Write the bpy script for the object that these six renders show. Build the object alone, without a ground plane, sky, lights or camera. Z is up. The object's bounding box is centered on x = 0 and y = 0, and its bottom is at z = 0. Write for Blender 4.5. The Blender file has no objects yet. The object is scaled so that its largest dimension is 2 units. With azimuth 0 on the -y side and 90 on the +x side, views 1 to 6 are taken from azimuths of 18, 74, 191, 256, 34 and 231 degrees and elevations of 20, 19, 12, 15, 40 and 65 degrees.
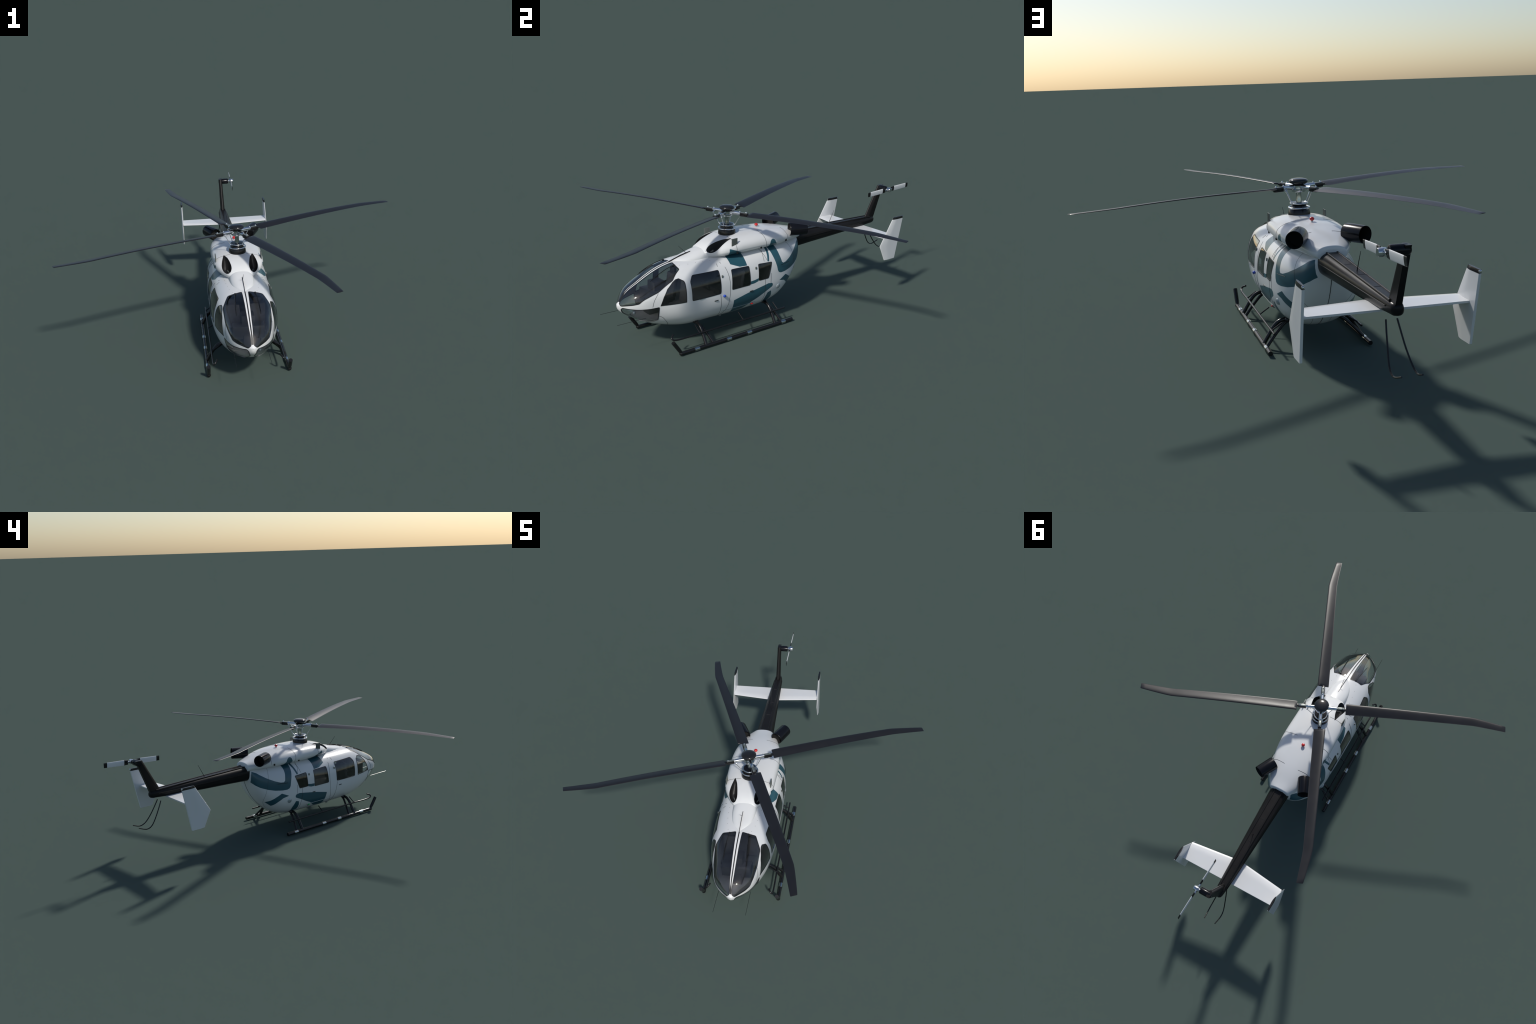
# A light twin-engine utility helicopter, built part by part in its own frame:
# local x = to the left side, local -y = nose, z = up, origin on the ground below the mast.
import bpy, bmesh, math, random
import numpy as np
from mathutils import Vector, Matrix
from mathutils.bvhtree import BVHTree

random.seed(7)
HEADING = math.radians(24.0)
MAST_SPOT = (0.0, -0.278, 0.0)
ROTOR_ANGLE = math.radians(46.7 - 24.0)

# ------------------------------------------------------------------ materials
def node_material(name, color, rough=0.4, metal=0.0, coat=0.0, spec=0.5, vary=0.0, scale=18.0,
                  bump=0.0, bump_scale=300.0, rough_vary=0.0):
    m = bpy.data.materials.new(name)
    m.use_nodes = True
    nt = m.node_tree
    b = nt.nodes["Principled BSDF"]
    b.inputs["Base Color"].default_value = (*color, 1)
    b.inputs["Roughness"].default_value = rough
    b.inputs["Metallic"].default_value = metal
    b.inputs["Coat Weight"].default_value = coat
    b.inputs["Coat Roughness"].default_value = 0.12
    b.inputs["Specular IOR Level"].default_value = spec
    tc = nt.nodes.new("ShaderNodeTexCoord")
    if vary > 0 or rough_vary > 0:
        n = nt.nodes.new("ShaderNodeTexNoise")
        n.inputs["Scale"].default_value = scale
        n.inputs["Detail"].default_value = 4
        nt.links.new(tc.outputs["Object"], n.inputs["Vector"])
        if vary > 0:
            r = nt.nodes.new("ShaderNodeValToRGB")
            r.color_ramp.elements[0].position = 0.3
            r.color_ramp.elements[1].position = 0.7
            r.color_ramp.elements[0].color = (*[c * (1 - vary) for c in color], 1)
            r.color_ramp.elements[1].color = (*[min(1, c * (1 + vary)) for c in color], 1)
            nt.links.new(n.outputs["Fac"], r.inputs["Fac"])
            nt.links.new(r.outputs["Color"], b.inputs["Base Color"])
        if rough_vary > 0:
            mr = nt.nodes.new("ShaderNodeMapRange")
            mr.inputs["To Min"].default_value = max(0, rough - rough_vary)
            mr.inputs["To Max"].default_value = rough + rough_vary
            nt.links.new(n.outputs["Fac"], mr.inputs["Value"])
            nt.links.new(mr.outputs["Result"], b.inputs["Roughness"])
    if bump > 0:
        n2 = nt.nodes.new("ShaderNodeTexNoise")
        n2.inputs["Scale"].default_value = bump_scale
        bp = nt.nodes.new("ShaderNodeBump")
        bp.inputs["Strength"].default_value = bump
        bp.inputs["Distance"].default_value = 0.0005
        nt.links.new(tc.outputs["Object"], n2.inputs["Vector"])
        nt.links.new(n2.outputs["Fac"], bp.inputs["Height"])
        nt.links.new(bp.outputs["Normal"], b.inputs["Normal"])
    return m

def glass_material(name, tint, rough):
    """Tinted acrylic pane: thin solid with real transmission and a faint haze."""
    m = bpy.data.materials.new(name)
    m.use_nodes = True
    nt = m.node_tree
    b = nt.nodes["Principled BSDF"]
    b.inputs["Base Color"].default_value = (*tint, 1)
    b.inputs["Roughness"].default_value = rough
    b.inputs["IOR"].default_value = 1.45
    b.inputs["Transmission Weight"].default_value = 1.0
    tc = nt.nodes.new("ShaderNodeTexCoord")
    n = nt.nodes.new("ShaderNodeTexNoise")
    n.inputs["Scale"].default_value = 25
    mr = nt.nodes.new("ShaderNodeMapRange")
    mr.inputs["To Min"].default_value = rough
    mr.inputs["To Max"].default_value = rough + 0.02
    nt.links.new(tc.outputs["Object"], n.inputs["Vector"])
    nt.links.new(n.outputs["Fac"], mr.inputs["Value"])
    nt.links.new(mr.outputs["Result"], b.inputs["Roughness"])
    return m

WHITE = node_material("white_paint", (0.690, 0.700, 0.700), 0.21, coat=0.0, vary=0.015, scale=9, rough_vary=0.03)
TEAL = node_material("teal_paint", (0.022, 0.088, 0.118), 0.33, coat=0.2, vary=0.04, scale=12)
BLACK = node_material("black_paint", (0.009, 0.009, 0.010), 0.26, spec=0.4, vary=0.15, scale=14, rough_vary=0.05)
GLOSS = node_material("gloss_black_cap", (0.014, 0.014, 0.015), 0.13, vary=0.1, scale=20)
BOOM = node_material("charcoal_paint", (0.012, 0.0115, 0.0115), 0.32, spec=0.14, vary=0.15, scale=10, rough_vary=0.05)
BLADE = node_material("blade_grey", (0.015, 0.0155, 0.018), 0.36, spec=0.30, vary=0.08, scale=20, rough_vary=0.04)
RUBBER = node_material("black_rubber", (0.010, 0.010, 0.011), 0.45)
SEAM = node_material("seam_shadow_gap", (0.025, 0.027, 0.028), 0.6)
CHROME = node_material("bright_steel", (0.62, 0.64, 0.66), 0.18, metal=1.0, vary=0.05, scale=60)
STEEL = node_material("dull_steel", (0.45, 0.48, 0.47), 0.16, metal=1.0, vary=0.08, scale=50)
GREY = node_material("grey_metal", (0.16, 0.18, 0.17), 0.4, metal=0.4, vary=0.08, scale=60)
EXHAUST = node_material("exhaust_black", (0.006, 0.0065, 0.009), 0.22, spec=0.22, rough_vary=0.03, vary=0.1)
SOOT = node_material("soot_black", (0.004, 0.004, 0.004), 0.8)
INTAKE = node_material("intake_black", (0.010, 0.010, 0.011), 0.5, vary=0.1)
BEIGE = node_material("heat_stained_panel", (0.60, 0.54, 0.46), 0.5, vary=0.08, scale=40)
LINER = node_material("cabin_liner_grey", (0.12, 0.123, 0.13), 0.7, vary=0.08)
SEATM = node_material("seat_fabric", (0.060, 0.061, 0.068), 0.85, vary=0.15, scale=80, bump=0.2, bump_scale=900)
CONSOLE = node_material("console_black", (0.030, 0.031, 0.035), 0.55, vary=0.1)
FLOOR = node_material("cabin_floor", (0.16, 0.163, 0.17), 0.75, vary=0.1, scale=30)
RED = node_material("red_lens", (0.55, 0.012, 0.010), 0.15, coat=0.5)
BLUE = node_material("blue_cap", (0.012, 0.06, 0.42), 0.3, coat=0.3)
GREEN = node_material("green_lens", (0.01, 0.40, 0.10), 0.15, coat=0.5)
LENS = node_material("landing_lamp_lens", (0.40, 0.45, 0.48), 0.2, metal=0.5)
GLASS = glass_material("clear_windshield", (0.965, 0.975, 0.98), 0.01)
SMOKE = glass_material("smoked_window", (0.87, 0.88, 0.885), 0.01)

# ------------------------------------------------------------------ objects
def new_object(name, mesh, mats, parent, kind=None):
    ob = bpy.data.objects.new(name, mesh)
    bpy.context.scene.collection.objects.link(ob)
    for m in (mats if isinstance(mats, (list, tuple)) else [mats]):
        if m.name not in [s.name for s in mesh.materials if s]:
            mesh.materials.append(m)
    ob.parent = parent
    if kind:
        ob["kind"] = kind
    return ob

def mesh_from(verts, faces, name="part", smooth=True):
    me = bpy.data.meshes.new(name)
    me.from_pydata([tuple(v) for v in verts], [], [tuple(f) for f in faces])
    me.validate()
    me.update()
    if smooth:
        me.polygons.foreach_set("use_smooth", [True] * len(me.polygons))
    return me

def sharp_by_angle(me, deg=35):
    bm = bmesh.new()
    bm.from_mesh(me)
    bmesh.ops.recalc_face_normals(bm, faces=bm.faces)
    lim = math.radians(deg)
    for e in bm.edges:
        if len(e.link_faces) == 2 and e.calc_face_angle(0) > lim:
            e.smooth = False
    bm.to_mesh(me)
    bm.free()
    return me

class Build:
    """Collects several simple solids into one mesh."""
    def __init__(self):
        self.v, self.f, self.m = [], [], []
    def add(self, verts, faces, mi=0):
        o = len(self.v)
        self.v += [tuple(p) for p in verts]
        self.f += [tuple(i + o for i in q) for q in faces]
        self.m += [mi] * len(faces)
        return self
    def mesh(self, name, deg=35):
        me = mesh_from(self.v, self.f, name)
        me.polygons.foreach_set("material_index", self.m)
        return sharp_by_angle(me, deg)
    def box(self, c, s, mi=0, rot=None, bev=0.0):
        bm = bmesh.new()
        bmesh.ops.create_cube(bm, size=1.0)
        bmesh.ops.scale(bm, vec=s, verts=bm.verts)
        if bev:
            bmesh.ops.bevel(bm, geom=bm.edges[:], offset=bev, segments=2, profile=0.5, affect='EDGES')
        mat = Matrix.Translation(c) @ (rot.to_4x4() if rot else Matrix.Identity(4))
        bm.transform(mat)
        bm.verts.index_update()
        self.add([v.co[:] for v in bm.verts], [[v.index for v in f.verts] for f in bm.faces], mi)
        bm.free()
        return self
    def ball(self, c, r, mi=0, seg=20, scale=(1, 1, 1)):
        prof = [(r * math.sin(math.pi * i / 12), -r * math.cos(math.pi * i / 12)) for i in range(13)]
        return self.lathe(prof, c, mi=mi, seg=seg, scale=scale)
    def lathe(self, prof, c=(0, 0, 0), axis=(0, 0, 1), mi=0, seg=32, scale=(1, 1, 1)):
        q = Vector((0, 0, 1)).rotation_difference(Vector(axis).normalized())
        V, Fc, n = [], [], len(prof)
        for r, h in prof:
            for k in range(seg):
                a = 2 * math.pi * k / seg
                p = q @ Vector((max(r, 1e-5) * math.cos(a) * scale[0], max(r, 1e-5) * math.sin(a) * scale[1], h * scale[2]))
                V.append(p + Vector(c))
        for i in range(n - 1):
            for k in range(seg):
                k2 = (k + 1) % seg
                Fc.append((i * seg + k, i * seg + k2, (i + 1) * seg + k2, (i + 1) * seg + k))
        Fc.append(tuple(range(seg))[::-1])
        Fc.append(tuple((n - 1) * seg + k for k in range(seg)))
        return self.add(V, Fc, mi)
    def tube(self, path, r, mi=0, seg=12, closed=False, smooth_path=0, caps=True):
        P = [Vector(p) for p in path]
        if smooth_path:
            P = smooth_curve(P, smooth_path)
        n = len(P)
        rad = r if isinstance(r, (list, tuple)) else [r] * n
        if len(rad) != n:
            rad = [rad[int(round(i * (len(rad) - 1) / (n - 1)))] for i in range(n)]
        V, Fc, side = [], [], None
        for i, p in enumerate(P):
            a = P[(i - 1) % n] if closed else P[max(i - 1, 0)]
            b = P[(i + 1) % n] if closed else P[min(i + 1, n - 1)]
            t = (b - a).normalized()
            if side is None:
                side = t.orthogonal().normalized()
            side = (side - t * side.dot(t)).normalized()
            up = t.cross(side)
            for k in range(seg):
                an = 2 * math.pi * k / seg
                V.append(p + (side * math.cos(an) + up * math.sin(an)) * rad[i])
        for i in range(n if closed else n - 1):
            j = (i + 1) % n
            for k in range(seg):
                k2 = (k + 1) % seg
                Fc.append((i * seg + k, i * seg + k2, j * seg + k2, j * seg + k))
        if caps and not closed:
            Fc.append(tuple(range(seg))[::-1])
            Fc.append(tuple((n - 1) * seg + k for k in range(seg)))
        return self.add(V, Fc, mi)
    def prism(self, poly, lo, hi, axis=0, mi=0):
        """Extrude a 2D outline along an axis (0: outline is (y,z); 2: outline is (x,y))."""
        n = len(poly)
        put = (lambda p, h: (h, p[0], p[1])) if axis == 0 else (lambda p, h: (p[0], p[1], h))
        V = [put(p, lo) for p in poly] + [put(p, hi) for p in poly]
        Fc = [tuple(range(n))[::-1], tuple(range(n, 2 * n))]
        Fc += [(i, (i + 1) % n, n + (i + 1) % n, n + i) for i in range(n)]
        return self.add(V, Fc, mi)
    def loft(self, rings, mi=0, cap=True):
        n = len(rings[0])
        V = [p for r in rings for p in r]
        Fc = []
        for i in range(len(rings) - 1):
            for k in range(n):
                k2 = (k + 1) % n
                Fc.append((i * n + k, i * n + k2, (i + 1) * n + k2, (i + 1) * n + k))
        if cap:
            Fc.append(tuple(range(n))[::-1])
            Fc.append(tuple((len(rings) - 1) * n + k for k in range(n)))
        return self.add(V, Fc, mi)

def smooth_curve(P, sub):
    P = [Vector(p) for p in P]
    out = []
    for i in range(len(P) - 1):
        p0, p1, p2, p3 = P[max(i - 1, 0)], P[i], P[i + 1], P[min(i + 2, len(P) - 1)]
        for s in range(sub):
            t = s / sub
            out.append(0.5 * ((2 * p1) + (p2 - p0) * t + (2 * p0 - 5 * p1 + 4 * p2 - p3) * t * t + (3 * p1 - p0 - 3 * p2 + p3) * t ** 3))
    out.append(P[-1])
    return out

def mirrored(path):
    return [(-p[0], p[1], p[2]) for p in path]

# ------------------------------------------------------------------ lofted superellipse bodies
def spline(x, Y, q):
    n = len(x); h = np.diff(x); A = np.zeros((n, n)); B = np.zeros((n, Y.shape[1])); A[0, 0] = A[-1, -1] = 1
    for i in range(1, n - 1):
        A[i, i - 1] = h[i - 1]; A[i, i] = 2 * (h[i - 1] + h[i]); A[i, i + 1] = h[i]
        B[i] = 6 * ((Y[i + 1] - Y[i]) / h[i] - (Y[i] - Y[i - 1]) / h[i - 1])
    m = np.linalg.solve(A, B); k = np.clip(np.searchsorted(x, q) - 1, 0, n - 2); H = h[k]
    a = ((x[k + 1] - q) / H)[:, None]; b = ((q - x[k]) / H)[:, None]; H = H[:, None]
    return a * Y[k] + b * Y[k + 1] + ((a ** 3 - a) * m[k] + (b ** 3 - b) * m[k + 1]) * H * H / 6

# station y, bottom z, top z, z of greatest width, half width, lower and upper roundness
CABIN_STATIONS = np.array([
    (-0.6735, 0.2570, 0.2620, 0.2595, 0.0010, 2.00, 2.00),
    (-0.657, 0.2240, 0.2800, 0.2600, 0.0285, 1.95, 2.00),
    (-0.620, 0.1960, 0.3215, 0.2710, 0.0720, 1.98, 2.08),
    (-0.570, 0.1640, 0.3490, 0.2750, 0.1050, 2.12, 2.30),
    (-0.500, 0.1310, 0.3840, 0.2665, 0.1260, 2.30, 2.38),
    (-0.420, 0.1045, 0.4130, 0.2622, 0.1498, 2.30, 2.50),
    (-0.320, 0.0848, 0.4275, 0.2590, 0.1654, 2.33, 2.52),
    (-0.200, 0.0853, 0.4295, 0.2515, 0.1718, 2.38, 2.64),
    (-0.080, 0.0840, 0.4300, 0.2455, 0.1708, 2.46, 2.73),
    (0.050, 0.0846, 0.4345, 0.2455, 0.1703, 2.44, 2.90),
    (0.170, 0.0853, 0.4380, 0.2488, 0.1683, 2.27, 2.96),
    (0.270, 0.1086, 0.4350, 0.2584, 0.1576, 2.23, 2.90),
    (0.350, 0.1681, 0.4315, 0.2840, 0.1341, 2.12, 2.75),
    (0.410, 0.2355, 0.4320, 0.3231, 0.1051, 2.02, 2.59),
    (0.450, 0.3109, 0.4360, 0.3676, 0.0719, 1.96, 2.44),
    (0.466, 0.3880, 0.4080, 0.3980, 0.0010, 2.00, 2.00)])
COWL_STATIONS = np.array([
    (-0.200, 0.4400, 0.4460, 0.4430, 0.0010, 2.00, 2.00),
    (-0.185, 0.4150, 0.4630, 0.4440, 0.0570, 2.00, 2.15),
    (-0.155, 0.4100, 0.4830, 0.4460, 0.0830, 2.00, 2.25),
    (-0.110, 0.4100, 0.4990, 0.4510, 0.1120, 2.00, 2.35),
    (-0.050, 0.4100, 0.5100, 0.4570, 0.1330, 2.00, 2.45),
    (0.030, 0.4100, 0.5155, 0.4570, 0.1380, 2.00, 2.55),
    (0.120, 0.4100, 0.5160, 0.4570, 0.1400, 2.00, 2.55),
    (0.210, 0.4100, 0.5130, 0.4540, 0.1380, 2.00, 2.53),
    (0.300, 0.4100, 0.5035, 0.4510, 0.1240, 2.00, 2.48),
    (0.380, 0.4100, 0.4880, 0.4470, 0.1000, 2.00, 2.35),
    (0.440, 0.4100, 0.4730, 0.4390, 0.0780, 2.00, 2.25),
    (0.467, 0.4080, 0.4675, 0.4335, 0.0610, 2.00, 2.30)])
HUMP_STATIONS = np.array([
    (-0.356, 0.4100, 0.4210, 0.4150, 0.0010, 2.00, 2.00),
    (-0.335, 0.4000, 0.4310, 0.4150, 0.0250, 2.00, 2.10),
    (-0.300, 0.3950, 0.4400, 0.4170, 0.0470, 2.00, 2.30),
    (-0.255, 0.3950, 0.4490, 0.4190, 0.0595, 2.00, 2.40),
    (-0.205, 0.3950, 0.4610, 0.4220, 0.0640, 2.00, 2.50),
    (-0.160, 0.3950, 0.4700, 0.4250, 0.0640, 2.00, 2.50)])

def half_body(stations, rounding, nu, nv):
    """Grid of the x >= 0 half: from the keel line up over the side to the roof line."""
    y0, y1 = stations[0, 0], stations[-1, 0]
    if rounding == "both":
        th = np.arccos(np.clip(-(stations[:, 0] - (y0 + y1) / 2) / ((y1 - y0) / 2), -1, 1))
        q = np.linspace(0, math.pi, nu)
        y = (y0 + y1) / 2 - (y1 - y0) / 2 * np.cos(q)
    else:
        th = np.sqrt(stations[:, 0] - y0)
        q = np.linspace(0, th[-1], nu)
        y = y0 + q * q
    p = spline(th, stations[:, 1:], q)
    G = np.zeros((nu, nv, 3))
    for i in range(nu):
        zb, zt, zm, w, nl, nup = p[i]
        w = max(w, 1e-4); zt = max(zt, zm + 1e-3); zb = min(zb, zm - 1e-3)
        a = np.linspace(-math.pi / 2, math.pi / 2, nv)
        n = np.where(a < 0, nl, nup)
        c, s = np.cos(a), np.sin(a)
        x = w * np.abs(c) ** (2 / n)
        z = zm + np.where(a < 0, zm - zb, zt - zm) * np.sign(s) * np.abs(s) ** (2 / n)
        x[0] = x[-1] = 0.0
        # even spacing along the section
        d = np.concatenate([[0], np.cumsum(np.hypot(np.diff(x), np.diff(z)))])
        t = np.linspace(0, d[-1], nv)
        aa = np.linspace(-math.pi / 2, math.pi / 2, 1201)
        n2 = np.where(aa < 0, nl, nup)
        xx = w * np.abs(np.cos(aa)) ** (2 / n2)
        zz = zm + np.where(aa < 0, zm - zb, zt - zm) * np.sign(np.sin(aa)) * np.abs(np.sin(aa)) ** (2 / n2)
        xx[0] = xx[-1] = 0
        dd = np.concatenate([[0], np.cumsum(np.hypot(np.diff(xx), np.diff(zz)))])
        t = np.linspace(0, dd[-1], nv)
        G[i, :, 0] = np.interp(t, dd, xx)
        G[i, :, 1] = y[i]
        G[i, :, 2] = np.interp(t, dd, zz)
    return G

def grid_normals(G):
    """Vertex normals of the closed (mirrored) surface."""
    full = np.concatenate([G, (G * np.array([-1, 1, 1]))[:, -2:0:-1]], axis=1)
    dv = np.roll(full, -1, axis=1) - np.roll(full, 1, axis=1)
    du = np.gradient(full, axis=0)
    N = np.cross(du, dv)
    N = N[:, :G.shape[1]]
    l = np.linalg.norm(N, axis=2, keepdims=True)
    N = N / np.maximum(l, 1e-12)
    c = G.mean(axis=1, keepdims=True)
    s = np.sign(np.sum(N * (G - c), axis=2).sum())
    N = N * s
    N[0] = N[1].mean(axis=0) * np.array([0, 1, 1]); N[0] /= np.linalg.norm(N[0, 0])
    return N

def grid_to_bm(G):
    nu, nv = G.shape[:2]
    N = grid_normals(G)
    bm = bmesh.new()
    lay = bm.verts.layers.float_vector.new("smooth_normal")
    V = []
    for i in range(nu):
        for j in range(nv):
            v = bm.verts.new(G[i, j])
            v[lay] = N[i, j]
            V.append(v)
    for i in range(nu - 1):
        for j in range(nv - 1):
            q = (V[i * nv + j], V[i * nv + j + 1], V[(i + 1) * nv + j + 1], V[(i + 1) * nv + j])
            a = (Vector(q[1].co) - Vector(q[0].co)).cross(Vector(q[3].co) - Vector(q[0].co))
            f = bm.faces.new(q)
    bmesh.ops.remove_doubles(bm, verts=[v for v in V if v.is_valid][:nv] + V[-nv:], dist=3e-4)
    bm.normal_update()
    good = sum(1 if f.normal.dot(f.verts[0][lay]) > 0 else -1 for f in bm.faces)
    if good < 0:
        bmesh.ops.reverse_faces(bm, faces=bm.faces[:])
        bm.normal_update()
    return bm, lay

class Projection:
    def __init__(self, d):
        self.d = Vector(d).normalized()
        self.u = self.d.cross(Vector((0, 0, 1))) if abs(self.d.z) < 0.95 else Vector((1, 0, 0))
        self.u.normalize()
        self.v = self.u.cross(self.d)
    def flat(self, p):
        p = Vector(p)
        return (p.dot(self.u), p.dot(self.v))

def round_corners(P, r, n=4):
    out = []
    for i in range(len(P)):
        a, b, c = (np.array(P[(i + k) % len(P)][:2], float) for k in (-1, 0, 1))
        la, lc = np.linalg.norm(a - b), np.linalg.norm(c - b)
        e = min(r, 0.42 * la, 0.42 * lc)
        p, q = b + (a - b) / la * e, b + (c - b) / lc * e
        for k in range(n + 1):
            t = k / n
            out.append(tuple((1 - t) ** 2 * p + 2 * t * (1 - t) * b + t * t * q))
    return out

def inset(P, d):
    n = len(P)
    area = sum(P[i][0] * P[(i + 1) % n][1] - P[(i + 1) % n][0] * P[i][1] for i in range(n))
    s = 1 if area > 0 else -1
    out = []
    for i in range(n):
        a, b, c = (np.array(P[(i + k) % n], float) for k in (-1, 0, 1))
        e1, e2 = (b - a), (c - b)
        e1 /= max(np.linalg.norm(e1), 1e-9); e2 /= max(np.linalg.norm(e2), 1e-9)
        n1, n2 = np.array([-e1[1], e1[0]]) * s, np.array([-e2[1], e2[0]]) * s
        m = n1 + n2
        m /= max(np.linalg.norm(m), 1e-9)
        out.append(tuple(b + m * d / max(0.5, m.dot(n1))))
    return out

BOUNDS = {}
def inside(p, P):
    k = id(P)
    if k not in BOUNDS:
        q = np.array(P)
        BOUNDS[k] = (*q.min(axis=0), *q.max(axis=0), P)
    w = BOUNDS[k]
    if p[0] < w[0] or p[0] > w[2] or p[1] < w[1] or p[1] > w[3]:
        return False
    x, y = p; r = False; j = len(P) - 1
    for i in range(len(P)):
        xi, yi = P[i]; xj, yj = P[j]
        if (yi > y) != (yj > y) and x < (xj - xi) * (y - yi) / (yj - yi) + xi:
            r = not r
        j = i
    return r

def imprint(bm, pr, P, facing=0.02):
    """Cut the outline P (2D, seen along pr.d) into the surface; return faces inside it."""
    lo = np.min(P, axis=0) - 0.012; hi = np.max(P, axis=0) + 0.012
    cand, box = set(), {}
    for f in bm.faces:
        if f.normal.dot(pr.d) > facing:
            a, b = pr.flat(f.calc_center_median())
            if lo[0] <= a <= hi[0] and lo[1] <= b <= hi[1]:
                cand.add(f)
    for i in range(len(P)):
        a, b = np.array(P[i]), np.array(P[(i + 1) % len(P)])
        if np.linalg.norm(b - a) < 1e-6:
            continue
        bl, bh = np.minimum(a, b) - 1e-5, np.maximum(a, b) + 1e-5
        near = []
        l0, l1, h0, h1 = bl[0], bl[1], bh[0], bh[1]
        for f in cand:
            q = box.get(f)
            if q is None:
                t = [pr.flat(v.co) for v in f.verts]
                q = box[f] = (min(k[0] for k in t), max(k[0] for k in t), min(k[1] for k in t), max(k[1] for k in t))
            if q[1] >= l0 and q[0] <= h0 and q[3] >= l1 and q[2] <= h1:
                near.append(f)
        if not near:
            continue
        e = b - a
        no = (pr.u * (-e[1]) + pr.v * e[0]).normalized()
        co = pr.u * a[0] + pr.v * a[1]
        geom = set(near)
        for f in near:
            geom.update(f.edges); geom.update(f.verts)
        res = bmesh.ops.bisect_plane(bm, geom=list(geom), dist=2e-6, plane_co=co, plane_no=no)
        for g in res["geom"]:
            if isinstance(g, bmesh.types.BMFace) and g.is_valid:
                g.normal_update()
                cand.add(g); box.pop(g, None)
        for g in res["geom_cut"]:
            if g.is_valid:
                for f in g.link_faces:
                    f.normal_update()
                    box.pop(f, None)
                    if f.normal.dot(pr.d) > facing:
                        cand.add(f)
        cand = {f for f in cand if f.is_valid}
    return [f for f in cand if inside(pr.flat(f.calc_center_median()), P)]

def take(faces, lay):
    """Vertices, faces and smooth normals of a set of bmesh faces."""
    idx, V, N, Fc = {}, [], [], []
    for f in faces:
        q = []
        for v in f.verts:
            if v not in idx:
                idx[v] = len(V)
                V.append(Vector(v.co)); n = Vector(v[lay])
                N.append(n.normalized() if n.length > 1e-6 else Vector(f.normal))
            q.append(idx[v])
        Fc.append(q)
    return V, Fc, N

def mirror_set(V, Fc, N, weld=True):
    n = len(V); V2 = list(V); N2 = list(N); mp = {}
    for i in range(n):
        if weld and abs(V[i].x) < 1e-6:
            mp[i] = i
            N2[i] = Vector((0, N[i].y, N[i].z)).normalized()
        else:
            mp[i] = len(V2)
            V2.append(Vector((-V[i].x, V[i].y, V[i].z))); N2.append(Vector((-N[i].x, N[i].y, N[i].z)))
    return V2, list(Fc) + [[mp[i] for i in reversed(f)] for f in Fc], N2

def mirror_only(V, Fc, N):
    return ([Vector((-v.x, v.y, v.z)) for v in V], [list(reversed(f)) for f in Fc], [Vector((-n.x, n.y, n.z)) for n in N])

def skin_mesh(name, V, Fc, N, out=0.0):
    me = mesh_from([v + n * out for v, n in zip(V, N)], Fc, name)
    if len(me.vertices) == len(N):
        me.normals_split_custom_set_from_vertices([tuple(n) for n in N])
    return me

def plate_mesh(name, V, Fc, N, out, depth):
    """Thin solid following the surface: outer skin, inner skin and rim."""
    n = len(V)
    vo = [v + m * out for v, m in zip(V, N)]
    vi = [v - m * depth for v, m in zip(V, N)]
    verts, faces, nor = vo + vi, [list(f) for f in Fc] + [[i + n for i in reversed(f)] for f in Fc], list(N) + [-m for m in N]
    cnt = {}
    for f in Fc:
        for i in range(len(f)):
            cnt.setdefault(frozenset((f[i], f[(i + 1) % len(f)])), []).append((f[i], f[(i + 1) % len(f)]))
    for k, e in cnt.items():
        if len(e) == 1:
            a, b = e[0]
            o = len(verts)
            verts += [vo[b], vo[a], vi[a], vi[b]]
            d = (vo[b] - vo[a]).cross(N[a]).normalized()
            nor += [d] * 4
            faces.append([o, o + 1, o + 2, o + 3])
    me = mesh_from(verts, faces, name)
    if len(me.vertices) == len(nor):
        me.normals_split_custom_set_from_vertices([tuple(m) for m in nor])
    return me

# ================================================================== the helicopter
root = bpy.data.objects.new("helicopter", None)
bpy.context.scene.collection.objects.link(root)
root.location = MAST_SPOT
root.rotation_euler = (0, 0, HEADING)
root["label"] = "white utility helicopter with teal bands, black tail boom and skids"
root["category"] = "helicopter"

# ---------------------------------------------------------------- cabin shell with windows and paint
G = half_body(CABIN_STATIONS, "both", 190, 96)
bm, lay = grid_to_bm(G)
full_v, full_f, _ = mirror_set(*take(bm.faces, lay))
CABIN_TREE = BVHTree.FromPolygons([v[:] for v in full_v], full_f)

SIDE = Projection((1, 0, 0))
LOWSIDE = Projection((0.75, -0.45, -0.48))
FRONT = Projection((0.12, -0.74, 0.66))
def side(P):      # outline given as (y, z)
    return [SIDE.flat((0, *p)) for p in P]

regions = []      # (kind, faces)
def window(pr, outline, r, seal=0.0032):
    P = round_corners([pr.flat(p) for p in outline], r)
    outer = imprint(bm, pr, P)
    inner = imprint(bm, pr, inset(P, seal))
    return P, pr, inset(P, seal)

def yz(P):
    return [(0, a, b) for a, b in P]

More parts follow.
